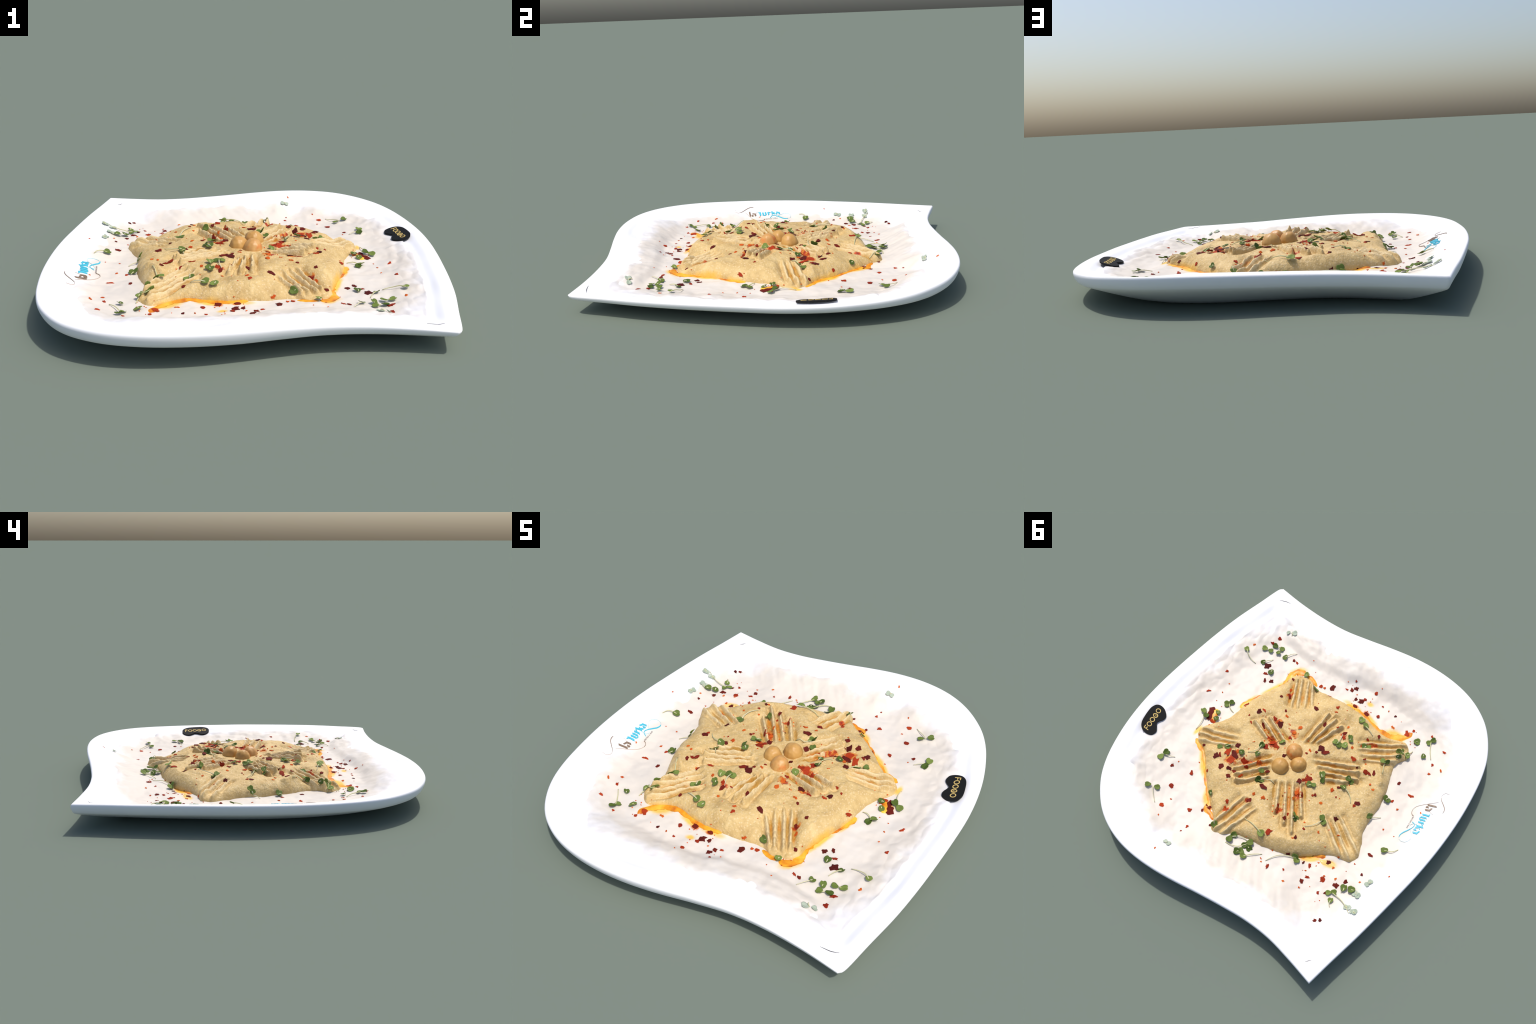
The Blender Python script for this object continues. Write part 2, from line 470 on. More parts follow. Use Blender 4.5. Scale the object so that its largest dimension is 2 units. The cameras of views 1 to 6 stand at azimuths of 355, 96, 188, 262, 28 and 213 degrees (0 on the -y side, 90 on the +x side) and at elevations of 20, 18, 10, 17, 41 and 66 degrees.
def make_materials():
    M = {}
    m, nt, b = new_material("glazed_porcelain")
    c = ramp(nt, noise_node(nt, 3.0), [(0.35, (0.86, 0.86, 0.88)), (0.65, (0.88, 0.88, 0.89))])
    link(nt, c, b.inputs["Base Color"])
    b.inputs["Roughness"].default_value = 0.55
    b.inputs["Specular IOR Level"].default_value = 0.3
    M["plate"] = m

    m, nt, b = new_material("yoghurt")
    cream = ramp(nt, noise_node(nt, 5.0, 4), [(0.30, (0.63, 0.58, 0.515)), (0.50, (0.715, 0.65, 0.565)),
                                              (0.72, (0.675, 0.63, 0.57))])
    # the layer thins out over the white lip: rounded-square mask on object coordinates
    tc = nt.nodes.new("ShaderNodeTexCoord")
    sp = nt.nodes.new("ShaderNodeSeparateXYZ")
    link(nt, tc.outputs["Object"], sp.inputs["Vector"])

    def math_node(op, a, b):
        n = nt.nodes.new("ShaderNodeMath")
        n.operation = op
        for sock, v in zip(n.inputs, (a, b)):
            if isinstance(v, float):
                sock.default_value = v
            else:
                link(nt, v, sock)
        return n.outputs[0]
    x4 = math_node("POWER", math_node("ABSOLUTE", sp.outputs["X"], 0.0), 4.0)
    y4 = math_node("POWER", math_node("ABSOLUTE", sp.outputs["Y"], 0.0), 4.0)
    dist = math_node("POWER", math_node("ADD", x4, y4), 0.25)
    dist = math_node("ADD", dist, math_node("MULTIPLY", noise_node(nt, 7.0, 4), 0.22))
    edge = ramp(nt, dist, [(0.86, (0, 0, 0)), (0.97, (1, 1, 1))])
    blot = stain(nt, [(0.600, 0.012, 0.036, 0.024, 1.7), (-0.165, -0.533, 0.028, 0.020, 0), (-0.085, -0.535, 0.022, 0.016, 0),
                      (-0.443, -0.562, 0.028, 0.018, 0.9), (0.255, 0.528, 0.020, 0.022, 0)], 1.0, 40.0, 0.4, 1.0)
    halo = stain(nt, YOGHURT_STAINS, 0.9, 16.0, 0.35, 1.1)
    cream = mix(nt, halo, cream, (0.80, 0.50, 0.10))
    cream = mix(nt, blot, cream, (0.58, 0.13, 0.01))
    link(nt, mix(nt, edge, cream, (0.85, 0.84, 0.85)), b.inputs["Base Color"])
    b.inputs["Roughness"].default_value = 0.5
    b.inputs["Specular IOR Level"].default_value = 0.3
    bump(nt, b, noise_node(nt, 40, 4), 0.25)
    M["yoghurt"] = m

    m, nt, b = new_material("hummus")
    base = ramp(nt, noise_node(nt, 14.0, 6, 0.65), [(0.28, (0.48, 0.315, 0.115)), (0.50, (0.595, 0.415, 0.170)),
                                             (0.72, (0.69, 0.51, 0.235))])
    v = nt.nodes.new("ShaderNodeTexVoronoi")
    v.inputs["Scale"].default_value = 75
    link(nt, coord(nt), v.inputs["Vector"])
    speck = ramp(nt, v.outputs["Distance"], [(0.10, (0.6, 0.6, 0.6)), (0.40, (0, 0, 0))])
    body = mix(nt, speck, base, (0.74, 0.59, 0.36))
    crest = stain(nt, LIGHTENED_CRESTS, 0.8, 35.0)
    half = nt.nodes.new("ShaderNodeMath")
    half.operation = "MULTIPLY"
    half.inputs[1].default_value = 0.6
    link(nt, crest, half.inputs[0])
    body = mix(nt, half.outputs[0], body, (0.74, 0.595, 0.345))  # pale cream tint for sunlight catching the ridges
    body = mix(nt, stain(nt, YOGHURT_STAINS, 0.9, 16.0, 0.30, 1.05), body, (0.74, 0.43, 0.07))
    gold = stain(nt, GOLD_FURROWS, 0.7, 30.0)
    amber = ramp(nt, noise_node(nt, 12, 4), [(0.34, (0.50, 0.19, 0.02)), (0.48, (0.48, 0.27, 0.06)), (0.68, (0.47, 0.30, 0.10))])
    body = mix(nt, gold, body, amber)
    red = stain(nt, RED_STAINS, 1.5, 55.0, 0.55, 1.0)
    body = mix(nt, red, body, ramp(nt, noise_node(nt, 50, 3), [(0.38, (0.26, 0.022, 0.006)), (0.50, (0.50, 0.075, 0.010)), (0.62, (0.58, 0.22, 0.03))]))
    link(nt, body, b.inputs["Base Color"])
    rg = nt.nodes.new("ShaderNodeMapRange")
    rg.inputs["To Min"].default_value = 0.55
    rg.inputs["To Max"].default_value = 0.22
    link(nt, gold, rg.inputs["Value"])
    link(nt, rg.outputs["Result"], b.inputs["Roughness"])
    b.inputs["Specular IOR Level"].default_value = 0.35
    bump(nt, b, noise_node(nt, 65, 4, 0.65), 0.8, 0.007)
    M["hummus"] = m

    m, nt, b = new_material("chickpea_skin")
    skin = ramp(nt, noise_node(nt, 16, 3), [(0.3, (0.46, 0.235, 0.055)), (0.7, (0.60, 0.345, 0.10))])
    link(nt, skin, b.inputs["Base Color"])
    b.inputs["Roughness"].default_value = 0.45
    bump(nt, b, noise_node(nt, 40, 3), 0.2)
    M["chickpea"] = m

    m, nt, b = new_material("paprika_stained_chickpea")
    skin = ramp(nt, noise_node(nt, 16, 3), [(0.3, (0.50, 0.24, 0.06)), (0.7, (0.62, 0.36, 0.12))])
    st = ramp(nt, noise_node(nt, 22, 3), [(0.52, (0, 0, 0)), (0.66, (0.8, 0.8, 0.8))])
    link(nt, mix(nt, st, skin, (0.62, 0.16, 0.02)), b.inputs["Base Color"])
    b.inputs["Roughness"].default_value = 0.45
    M["chickpea_stained"] = m

    def oil(name, stops, rough):
        m, nt, b = new_material(name)
        c = ramp(nt, noise_node(nt, 14, 4), stops)
        link(nt, c, b.inputs["Base Color"])
        b.inputs["Roughness"].default_value = rough
        b.inputs["Specular IOR Level"].default_value = 0.35
        return m
    M["oil"] = oil("paprika_oil", [(0.30, (0.46, 0.09, 0.008)), (0.48, (0.74, 0.29, 0.012)), (0.68, (0.82, 0.50, 0.05))], 0.4)
    M["oil_pale"] = oil("pale_oil_film", [(0.30, (0.78, 0.52, 0.12)), (0.50, (0.76, 0.60, 0.28)), (0.70, (0.75, 0.66, 0.48))], 0.25)

    def flake(name, dark, light):
        m, nt, b = new_material(name)
        oi = nt.nodes.new("ShaderNodeObjectInfo")
        c = mix(nt, oi.outputs["Random"], dark, light)
        n = ramp(nt, noise_node(nt, 60, 2), [(0.35, (0.6, 0.6, 0.6)), (0.7, (1.15, 1.1, 1.1))])
        mul = nt.nodes.new("ShaderNodeMix")
        mul.data_type = "RGBA"
        mul.blend_type = "MULTIPLY"
        mul.inputs["Factor"].default_value = 1
        link(nt, c, mul.inputs["A"])
        link(nt, n, mul.inputs["B"])
        link(nt, mul.outputs["Result"], b.inputs["Base Color"])
        b.inputs["Roughness"].default_value = 0.7
        b.inputs["Specular IOR Level"].default_value = 0.12
        return m
    M["flake_dark"] = flake("dark_chili", (0.085, 0.010, 0.008), (0.19, 0.018, 0.008))
    M["flake_red"] = flake("red_chili", (0.24, 0.020, 0.008), (0.46, 0.050, 0.010))
    M["flake_orange"] = flake("orange_chili", (0.52, 0.07, 0.010), (0.70, 0.16, 0.02))

    def green(name, a, c, stops=None):
        m, nt, b = new_material(name)
        oi = nt.nodes.new("ShaderNodeObjectInfo")
        col = mix(nt, oi.outputs["Random"], a, c)
        link(nt, col, b.inputs["Base Color"])
        b.inputs["Roughness"].default_value = 0.6
        b.inputs["Specular IOR Level"].default_value = 0.2
        tr = nt.nodes.new("ShaderNodeBsdfTranslucent")
        link(nt, col, tr.inputs["Color"])
        ms = nt.nodes.new("ShaderNodeMixShader")
        ms.inputs["Fac"].default_value = 0.2
        out = nt.nodes["Material Output"]
        link(nt, b.outputs["BSDF"], ms.inputs[1])
        link(nt, tr.outputs["BSDF"], ms.inputs[2])
        link(nt, ms.outputs["Shader"], out.inputs["Surface"])
        return m
    M["leaf"] = green("cotyledon_green", (0.075, 0.120, 0.018), (0.22, 0.29, 0.065))
    M["leaf_pale"] = green("yoghurt_filmed_green", (0.42, 0.50, 0.38), (0.56, 0.62, 0.50))
    M["stem"] = green("sprout_stem", (0.62, 0.61, 0.32), (0.74, 0.70, 0.50))
    M["black"] = plain("black_vinyl", (0.010, 0.010, 0.010), 0.7, 0.15)
    M["gold"] = plain("gold_print", (0.62, 0.45, 0.16), 0.6, 0.2)
    M["cyan"] = plain("cyan_print", (0.06, 0.46, 0.60), 0.5)
    M["brown"] = plain("brown_print", (0.22, 0.15, 0.10), 0.5)
    M["cyan_pale"] = plain("pale_cyan_print", (0.45, 0.66, 0.70), 0.5)
    M["brown_pale"] = plain("pale_brown_print", (0.52, 0.42, 0.36), 0.5)
    M["grey"] = plain("grey_print", (0.42, 0.38, 0.36), 0.5)
    M["crack"] = plain("dark_gap", (0.03, 0.03, 0.035), 0.8)
    return M


MAT = make_materials()


# ------------------------------------------------------------------ object helpers
root = bpy.data.objects.new("hummus_plate", None)
root.empty_display_size = 0.2
bpy.context.scene.collection.objects.link(root)
root["label"] = "leaf-shaped white plate with combed hummus on yoghurt, chili, greens"
root["category"] = "plated dish"


def mesh_from(name, verts, faces, mat, smooth_faces=True):
    me = bpy.data.meshes.new(name)
    me.from_pydata([tuple(v) for v in verts], [], [tuple(f) for f in faces])
    me.materials.append(mat)
    if smooth_faces:
        me.polygons.foreach_set("use_smooth", [True] * len(me.polygons))
    me.update()
    return me


def add(name, me, parent=root):
    o = bpy.data.objects.new(name, me)
    bpy.context.scene.collection.objects.link(o)
    o.parent = parent
    return o


def grid_faces(nr, nt, wrap=True, off=0):
    i, j = np.meshgrid(np.arange(nr - 1), np.arange(nt if wrap else nt - 1), indexing="ij")
    j2 = (j + 1) % nt
    f = np.stack([i * nt + j, i * nt + j2, (i + 1) * nt + j2, (i + 1) * nt + j], -1).reshape(-1, 4) + off
    return f


# ------------------------------------------------------------------ plate
def build_plate():
    th_base = np.linspace(0, 2 * math.pi, 720, endpoint=False)
    # the two tips get their own vertices so that they stay crisp
    tips = [math.atan2(*(p[1::-1])) for p in (_rim[0], _rim[288])]
    th = np.sort(np.concatenate([th_base, np.mod(tips, 2 * math.pi)]))
    R, Z = rim_radius(th), rim_height(th)
    k = np.clip((Z - 0.07) / 0.08, 0.45, 1.0)
    rows = []

    def ring(rho, z):
        rows.append(np.stack([R * rho * np.cos(th), R * rho * np.sin(th), z + 0 * th], -1))
    ring(0.02, 0.008)
    ring(0.40, 0.008)
    ring(0.66, 0.007)
    ring(0.695, 0.001)
    ring(0.705, 0.0)
    ring(0.765, 0.0)
    ring(0.774, 0.004)
    for t in (0.15, 0.3, 0.45, 0.6, 0.75, 0.88):
        ring(0.770 + (0.982 - 0.770) * t, 0.001 + (Z - 0.061 * k - 0.001) * (t ** 1.15))
    ring(0.982, Z - 0.060 * k)
    ring(0.990, Z - 0.052 * k)
    ring(0.9955, Z - 0.038 * k)
    ring(0.9985, Z - 0.027 * k)
    ring(1.0, Z - 0.016 * k)
    ring(0.9992, Z - 0.009 * k)
    ring(0.9965, Z - 0.004)
    ring(0.992, Z - 0.001)
    for rho in np.linspace(0.986, 0.62, 70):
        ring(rho, plate_top(rho, th))
    ring(0.3, plate_top(0.6, th))
    ring(0.02, plate_top(0.6, th))
    v = np.concatenate(rows)
    n = len(th)
    f = grid_faces(len(rows), n).tolist()
    f = [q[::-1] for q in f]
    f.append(list(range(n)))
    f.append(list(range((len(rows) - 1) * n, len(rows) * n))[::-1])
    me = mesh_from("plate", v, [q[::-1] for q in f], MAT["plate"])
    return add("plate", me)


build_plate()


# ------------------------------------------------------------------ yoghurt and hummus
def polar_sheet(name, radius_fn, top_fn, mat, nth, radii, floor, inset):
    th = np.linspace(0, 2 * math.pi, nth, endpoint=False)
    R = radius_fn(th)
    rr = np.array(radii)[:, None] * R[None, :]
    x, y = rr * np.cos(th), rr * np.sin(th)
    z = top_fn(x, y)
    v = np.stack([x, y, z], -1).reshape(-1, 3)
    n = len(radii)
    f = grid_faces(n, nth).tolist()
    # close it underneath, well below the visible surface
    under = np.stack([x[-1], y[-1], z[-1] - 0.004], -1)
    inner = np.stack([x[-1] * inset, y[-1] * inset, 0 * th + floor], -1)
    v = np.vstack([v, under, inner, [[0, 0, float(z[0].mean())]], [[0, 0, floor]]])
    a, b = (n - 1) * nth, n * nth
    c, d = b + 2 * nth, b + 2 * nth + 1
    for j in range(nth):
        j2 = (j + 1) % nth
        f.append((a + j, a + j2, b + j2, b + j))
        f.append((b + j, b + j2, b + nth + j2, b + nth + j))
        f.append((c, j2, j))
        f.append((d, b + nth + j, b + nth + j2))
    me = mesh_from(name, v, [tuple(q[::-1]) for q in f], mat)
    return add(name, me)


polar_sheet("yoghurt_layer", lambda t: rim_radius(t) * (yoghurt_edge(t) + 0.02), yoghurt_top, MAT["yoghurt"], 1000,
            np.concatenate([np.linspace(0.02, 0.5, 10, endpoint=False), np.linspace(0.5, 1.0, 150)]), BED - 0.014, 0.76)
polar_sheet("hummus_mound", mound_radius, mound_top, MAT["hummus"], 1100,
            np.concatenate([np.linspace(0.004, 0.86, 230, endpoint=False), np.linspace(0.86, 1.0, 60)]), BED - 0.014, 0.9)


# ------------------------------------------------------------------ chickpeas
def chickpea(pos, r, axis_deg, mat, seed):
    bm = bmesh.new()
    bmesh.ops.create_icosphere(bm, subdivisions=5, radius=1.0)
    ca, sa = math.cos(math.radians(axis_deg)), math.sin(math.radians(axis_deg))
    for v in bm.verts:
        c = v.co
        lon = c.x * ca + c.y * sa
        dent = 1 - 0.05 * math.exp(-((c.x * sa - c.y * ca) / 0.16) ** 2) * max(0.0, c.z * 0.4 + 0.5 * lon)
        bulge = 1 + 0.09 * lon - 0.05 * abs(lon) * max(0.0, c.z)
        n = 1 + 0.055 * float(noise2(c.x * 2.2 + seed, c.y * 2.2 + c.z))
        flare = 1 + 0.14 * max(0.0, 0.25 - c.z)
        v.co = Vector((c.x * dent * bulge * n * r * flare, c.y * dent * bulge * n * r * flare, c.z * n * r * 1.02))
    me = bpy.data.meshes.new("chickpea")
    bm.to_mesh(me)
    bm.free()
    me.materials.append(mat)
    me.polygons.foreach_set("use_smooth", [True] * len(me.polygons))
    o = add("chickpea", me)
    o.location = pos
    return o


chickpea((0.031, -0.031, 0.152), 0.047, 200, MAT["chickpea_stained"], 1)
chickpea((0.041, 0.088, 0.153), 0.048, 80, MAT["chickpea"], 2)
chickpea((-0.042, 0.024, 0.152), 0.045, 320, MAT["chickpea"], 3)

# ------------------------------------------------------------------ oil
def ribbon(points, lift, dome, surface_fn, across=7, follow=1.0):
    """A flattened bead along points (x, y, half width); follow=1 hugs the surface,
    follow=0 keeps the level of the centre line, like liquid lying in a furrow."""
    c = catmull(points, 8)
    xy, w = c[:, :2], np.maximum(c[:, 2], 0.002)
    w = w * (1 + 0.45 * fbm(xy[:, 0] * 30, xy[:, 1] * 30, 2))
    t = np.gradient(xy, axis=0)
    t /= np.linalg.norm(t, axis=1, keepdims=True) + 1e-9
    nrm = np.stack([-t[:, 1], t[:, 0]], -1)
    level = surface_fn(xy[:, 0], xy[:, 1])
    level = np.convolve(np.pad(level, 4, mode="edge"), np.ones(9) / 9, mode="valid")
    v, f = [], []
    for i in range(len(xy)):
        for s in np.linspace(-1, 1, across):
            p = xy[i] + nrm[i] * w[i] * s
            z = follow * float(surface_fn(p[0], p[1])) + (1 - follow) * level[i]
            end = min(1.0, min(i, len(xy) - 1 - i) / 3.0)
            v.append((p[0], p[1], z + lift + dome * (1 - s * s) * end - 0.003 * abs(s) ** 3 - 0.003 * (1 - end)))
    n = len(xy)
    f = [tuple(q) for q in grid_faces(n, across, wrap=False).tolist()]
    # underside
    k = len(v)
    v += [(a, b, c2 - 0.004) for a, b, c2 in v]
    f += [tuple(x + k for x in q[::-1]) for q in f]
    rimline = [i * across for i in range(n)] + [(n - 1) * across + j for j in range(1, across)] \
        + [i * across + across - 1 for i in range(n - 2, -1, -1)] + [j for j in range(across - 2, 0, -1)]
    for a, b in zip(rimline, rimline[1:] + rimline[:1]):
        f.append((a, a + k, b + k, b))
    return v, f


OIL_EDGE = [
    [(0.290, -0.552, 0.010), (0.322, -0.552, 0.018), (0.359, -0.528, 0.024), (0.366, -0.480, 0.022), (0.370, -0.392, 0.020),
     (0.410, -0.292, 0.017), (0.458, -0.225, 0.015), (0.486, -0.165, 0.013), (0.499, -0.116, 0.008)],
    [(0.290, -0.552, 0.008), (0.242, -0.550, 0.008), (0.190, -0.525, 0.005)],
    [(0.590, 0.208, 0.008), (0.535, 0.240, 0.013), (0.492, 0.258, 0.015), (0.426, 0.330, 0.014), (0.349, 0.413, 0.014),
     (0.283, 0.480, 0.013), (0.256, 0.512, 0.018), (0.254, 0.540, 0.016), (0.212, 0.553, 0.011), (0.182, 0.575, 0.005)],
    [(-0.028, -0.521, 0.008), (-0.084, -0.528, 0.016), (-0.160, -0.522, 0.018), (-0.236, -0.502, 0.013),
     (-0.304, -0.485, 0.020), (-0.373, -0.492, 0.022), (-0.429, -0.525, 0.018), (-0.463, -0.563, 0.012), (-0.469, -0.599, 0.005)],
    [(-0.326, 0.472, 0.008), (-0.383, 0.432, 0.014), (-0.435, 0.396, 0.014), (-0.480, 0.375, 0.008)],
    [(0.564, 0.056, 0.010), (0.592, 0.030, 0.020), (0.602, 0.000, 0.018), (0.598, -0.030, 0.008)],
]
OIL_FILM = [[(-0.440, 0.405, 0.008), (-0.490, 0.395, 0.018), (-0.545, 0.375, 0.008)]]
for pts in OIL_EDGE:
    # the bead reaches in under the foot of the mound
    pts = [(x * (1 - 0.016 / math.hypot(x, y)), y * (1 - 0.016 / math.hypot(x, y)), w * 0.85 + 0.005) for x, y, w in pts]
    add("oil_pool", mesh_from("oil_pool", *ribbon(pts, 0.0025, 0.0015, yoghurt_top), MAT["oil"]))
for pts in OIL_FILM:
    add("oil_film", mesh_from("oil_film", *ribbon(pts, 0.001, 0.0015, yoghurt_top), MAT["oil_pale"]))
# ------------------------------------------------------------------ chili flakes
# (x, y, half size in mm) of the flakes that can be told apart
DARK_FLAKES = [
    (0.52, -0.454, 20), (0.476, -0.36, 10), (0.441, -0.382, 13), (0.408, -0.581, 10), (0.61, 0.002, 23), (0.596, 0.045, 17),
    (0.345, -0.128, 15), (0.271, -0.066, 16), (0.197, -0.138, 19), (0.305, -0.294, 9), (0.319, 0.123, 15), (0.502, 0.218, 9),
    (0.389, 0.247, 17), (0.304, 0.176, 20), (0.319, 0.286, 17), (0.276, 0.267, 18), (0.247, 0.267, 13), (0.249, 0.315, 13),
    (0.065, 0.023, 11), (0.085, 0.154, 17), (0.582, 0.425, 10), (0.047, 0.254, 16), (0.065, 0.361, 15), (0.269, -0.337, 17),
    (0.33, -0.459, 10), (0.225, -0.228, 8), (0.102, -0.559, 17), (-0.005, -0.614, 12), (-0.02, -0.642, 13), (-0.093, -0.58, 18),
    (-0.06, -0.578, 11), (-0.08, -0.529, 13), (-0.166, -0.528, 18), (-0.32, -0.616, 8), (0.088, -0.347, 13), (-0.016, -0.288, 13),
    (-0.145, -0.307, 11), (-0.095, -0.139, 22), (-0.12, -0.131, 16), (-0.08, -0.103, 8), (-0.318, -0.42, 11), (-0.324, -0.16, 7),
    (-0.421, -0.19, 11), (-0.306, 0.002, 11), (-0.443, 0.021, 15), (-0.222, 0.123, 9), (-0.105, 0.105, 16), (-0.567, -0.252, 10),
    (0.248, 0.507, 17), (0.267, 0.545, 8), (0.173, 0.591, 8), (-0.075, 0.229, 6), (-0.276, 0.396, 10), (-0.284, 0.479, 13),
    (-0.432, 0.559, 12), (-0.616, 0.701, 10), (-0.638, 0.684, 10), (-0.381, 0.466, 7), (-0.406, 0.403, 8), (-0.392, 0.165, 16),
    (-0.494, 0.383, 13), (-0.602, 0.47, 15), (-0.637, 0.422, 12), (-0.686, 0.342, 8), (-0.663, 0.215, 11), (-0.581, 0.538, 9),
    (-0.163, 0.34, 12),
]
RED_FLAKES = [
    (0.587, -0.608, 12), (0.501, -0.405, 10), (0.383, -0.578, 8), (0.575, -0.665, 13), (0.699, -0.271, 10), (0.71, -0.098, 9),
    (0.563, 0.056, 15), (0.454, -0.143, 12), (0.326, -0.15, 9), (0.246, -0.148, 13), (0.164, -0.005, 24), (0.2, -0.022, 16),
    (0.137, 0.001, 17), (0.179, 0.038, 14), (0.099, -0.092, 11), (0.373, 0.23, 10), (0.348, 0.187, 19), (0.305, 0.22, 20),
    (0.234, 0.177, 19), (0.203, 0.203, 13), (0.459, 0.397, 12), (0.503, 0.532, 13), (0.472, 0.658, 12), (0.384, 0.341, 9),
    (0.169, 0.434, 11), (0.349, -0.045, 9), (0.383, -0.075, 7), (0.168, -0.527, 10), (0.005, -0.677, 7), (0.024, -0.602, 7),
    (-0.142, -0.681, 10), (-0.106, -0.606, 12), (-0.234, -0.557, 10), (-0.221, -0.63, 6), (-0.438, -0.558, 17), (-0.459, -0.598, 8),
    (-0.571, -0.627, 7), (-0.684, -0.571, 8), (-0.017, -0.425, 11), (-0.096, -0.303, 6), (-0.157, -0.274, 12), (-0.038, -0.064, 7),
    (-0.274, -0.366, 8), (-0.278, -0.195, 14), (-0.331, -0.235, 7), (-0.297, -0.128, 10), (-0.379, -0.164, 14), (-0.402, -0.173, 10),
    (-0.436, 0.043, 9), (-0.212, 0.133, 7), (-0.134, 0.059, 18), (-0.121, 0.081, 12), (-0.161, 0.164, 15), (-0.593, -0.133, 9),
    (-0.664, -0.225, 11), (-0.667, -0.465, 8), (-0.325, 0.059, 5), (0.274, 0.674, 9), (0.285, 0.716, 5), (0.326, 0.586, 12),
    (-0.087, 0.296, 12), (-0.133, 0.451, 16), (-0.233, 0.603, 10), (-0.316, 0.566, 6), (-0.446, 0.521, 9), (-0.526, 0.486, 13),
    (-0.286, 0.33, 7), (-0.422, 0.459, 10), (-0.517, 0.482, 11), (-0.544, 0.561, 8), (-0.16, 0.305, 8),
]
ORANGE_FLAKES = [
    (0.678, -0.528, 8), (0.089, -0.179, 11), (0.099, -0.13, 10), (0.198, -0.2, 9), (0.301, 0.155, 11), (0.197, 0.265, 11),
    (0.158, 0.139, 11), (0.065, 0.315, 8), (0.009, 0.306, 13), (0.159, 0.471, 11), (0.294, -0.381, 12), (0.141, -0.53, 8),
    (-0.345, -0.544, 9), (-0.027, -0.393, 7), (-0.138, -0.356, 7), (-0.043, -0.09, 8), (-0.265, -0.306, 7), (-0.232, -0.253, 8),
    (-0.349, -0.219, 7), (-0.281, 0.039, 12), (-0.441, -0.118, 6), (-0.473, -0.101, 8), (-0.275, 0.14, 9), (-0.125, 0.166, 15),
    (-0.136, 0.215, 11), (-0.68, -0.405, 8), (-0.726, -0.456, 8), (0.082, -0.495, 9), (-0.267, 0.293, 6), (-0.361, 0.296, 7),
    (-0.201, 0.51, 6), (-0.175, 0.585, 5), (-0.188, 0.601, 5), (-0.351, 0.62, 7), (-0.442, 0.597, 6), (0.317, 0.893, 6),
    (0.445, 0.719, 5), (0.453, 0.597, 5), (-0.46, 0.236, 7), (-0.265, 0.405, 6), (-0.534, 0.395, 8), (-0.453, 0.418, 5),
    (-0.526, 0.328, 7), (-0.621, 0.309, 5), (-0.579, 0.443, 7), (-0.702, 0.385, 6), (-0.819, 0.276, 5), (-0.645, -0.107, 7),
    (-0.642, 0.041, 6), (-0.766, -0.16, 5), (-0.52, 0.463, 6),
]


def flake_mesh(seed, kind):
    """A torn, slightly curled chip of dried chili skin."""
    r = random.Random(seed)
    n = r.randint(9, 13)
    long_ = r.uniform(0.9, 1.5)
    ring = []
    for i in range(n):
        a = 2 * math.pi * i / n + r.uniform(-0.16, 0.16)
        q = r.uniform(0.5, 1.2)
        ring.append((math.cos(a) * q * long_, math.sin(a) * q / long_ ** 0.6))
    curl, tilt = r.uniform(-0.3, 0.35), r.uniform(-0.25, 0.25)
    bm = bmesh.new()

    def zz(x, y):
        return curl * x * x * 0.55 + tilt * y + 0.12 * math.sin(4 * x + seed)
    top = [bm.verts.new((x, y, 0.20 + zz(x, y))) for x, y in ring]
    mid = [bm.verts.new((x * 0.5, y * 0.5, 0.30 + zz(x * .5, y * .5) + r.uniform(-0.06, 0.16))) for x, y in ring]
    bot = [bm.verts.new((x * 0.9, y * 0.9, -0.18 + zz(x, y) * 0.6)) for x, y in ring]
    c = bm.verts.new((0, 0, 0.32 + r.uniform(-0.1, 0.15)))
    for i in range(n):
        j = (i + 1) % n
        bm.faces.new((top[i], top[j], mid[j], mid[i]))
        bm.faces.new((mid[i], mid[j], c))
        bm.faces.new((bot[i], bot[j], top[j], top[i]))
    bm.faces.new(bot[::-1])
    bmesh.ops.recalc_face_normals(bm, faces=bm.faces)
    me = bpy.data.meshes.new("chili_flake")
    bm.to_mesh(me)
    bm.free()
    me.materials.append(MAT[kind])
    return me


def surface_normal(x, y, h=0.006):
    dzdx = float(food_top(x + h, y) - food_top(x - h, y)) / (2 * h)
    dzdy = float(food_top(x, y + h) - food_top(x, y - h)) / (2 * h)
    return Vector((-dzdx, -dzdy, 1)).normalized()


PEAS = [(0.031, -0.031, 0.050), (0.041, 0.088, 0.051), (-0.042, 0.026, 0.047)]


def lay(o, x, y, sink=0.0, spin=0.0):
    """Put an object on the food surface, turned to lie along it."""
    n = surface_normal(x, y)
    q = n.to_track_quat("Z", "Y")
    o.rotation_mode = "QUATERNION"
    from mathutils import Quaternion
    o.rotation_quaternion = q @ Quaternion((0, 0, 1), spin)
    o.location = Vector((x, y, float(food_top(x, y)))) + n * sink


for kind, spots in (("flake_dark", DARK_FLAKES), ("flake_red", RED_FLAKES), ("flake_orange", ORANGE_FLAKES)):
    shapes = [flake_mesh(100 + 31 * k + len(kind), kind) for k in range(9)]
    for x, y, mm in spots:
        if any(math.hypot(x - a, y - b) < c - 0.006 for a, b, c in PEAS):
            continue
        o = add("chili_flake", rng.choice(shapes))
        s = mm * 0.001 * 1.2
        o.scale = (s, s, min(s, 0.013) * rng.uniform(0.45, 0.8))
        lay(o, x, y, 0.001, rng.uniform(0, 6.28))

# crumbs too small to tell apart: one joined part
CRUMB_CENTRES = [(0.17, 0.0, 0.05), (0.29, 0.22, 0.07), (-0.14, 0.12, 0.05), (-0.10, -0.58, 0.07), (0.10, -0.12, 0.05),
                 (-0.50, 0.46, 0.09), (0.58, 0.02, 0.04), (0.33, -0.52, 0.05), (-0.09, 0.30, 0.05), (-0.44, -0.57, 0.05)]


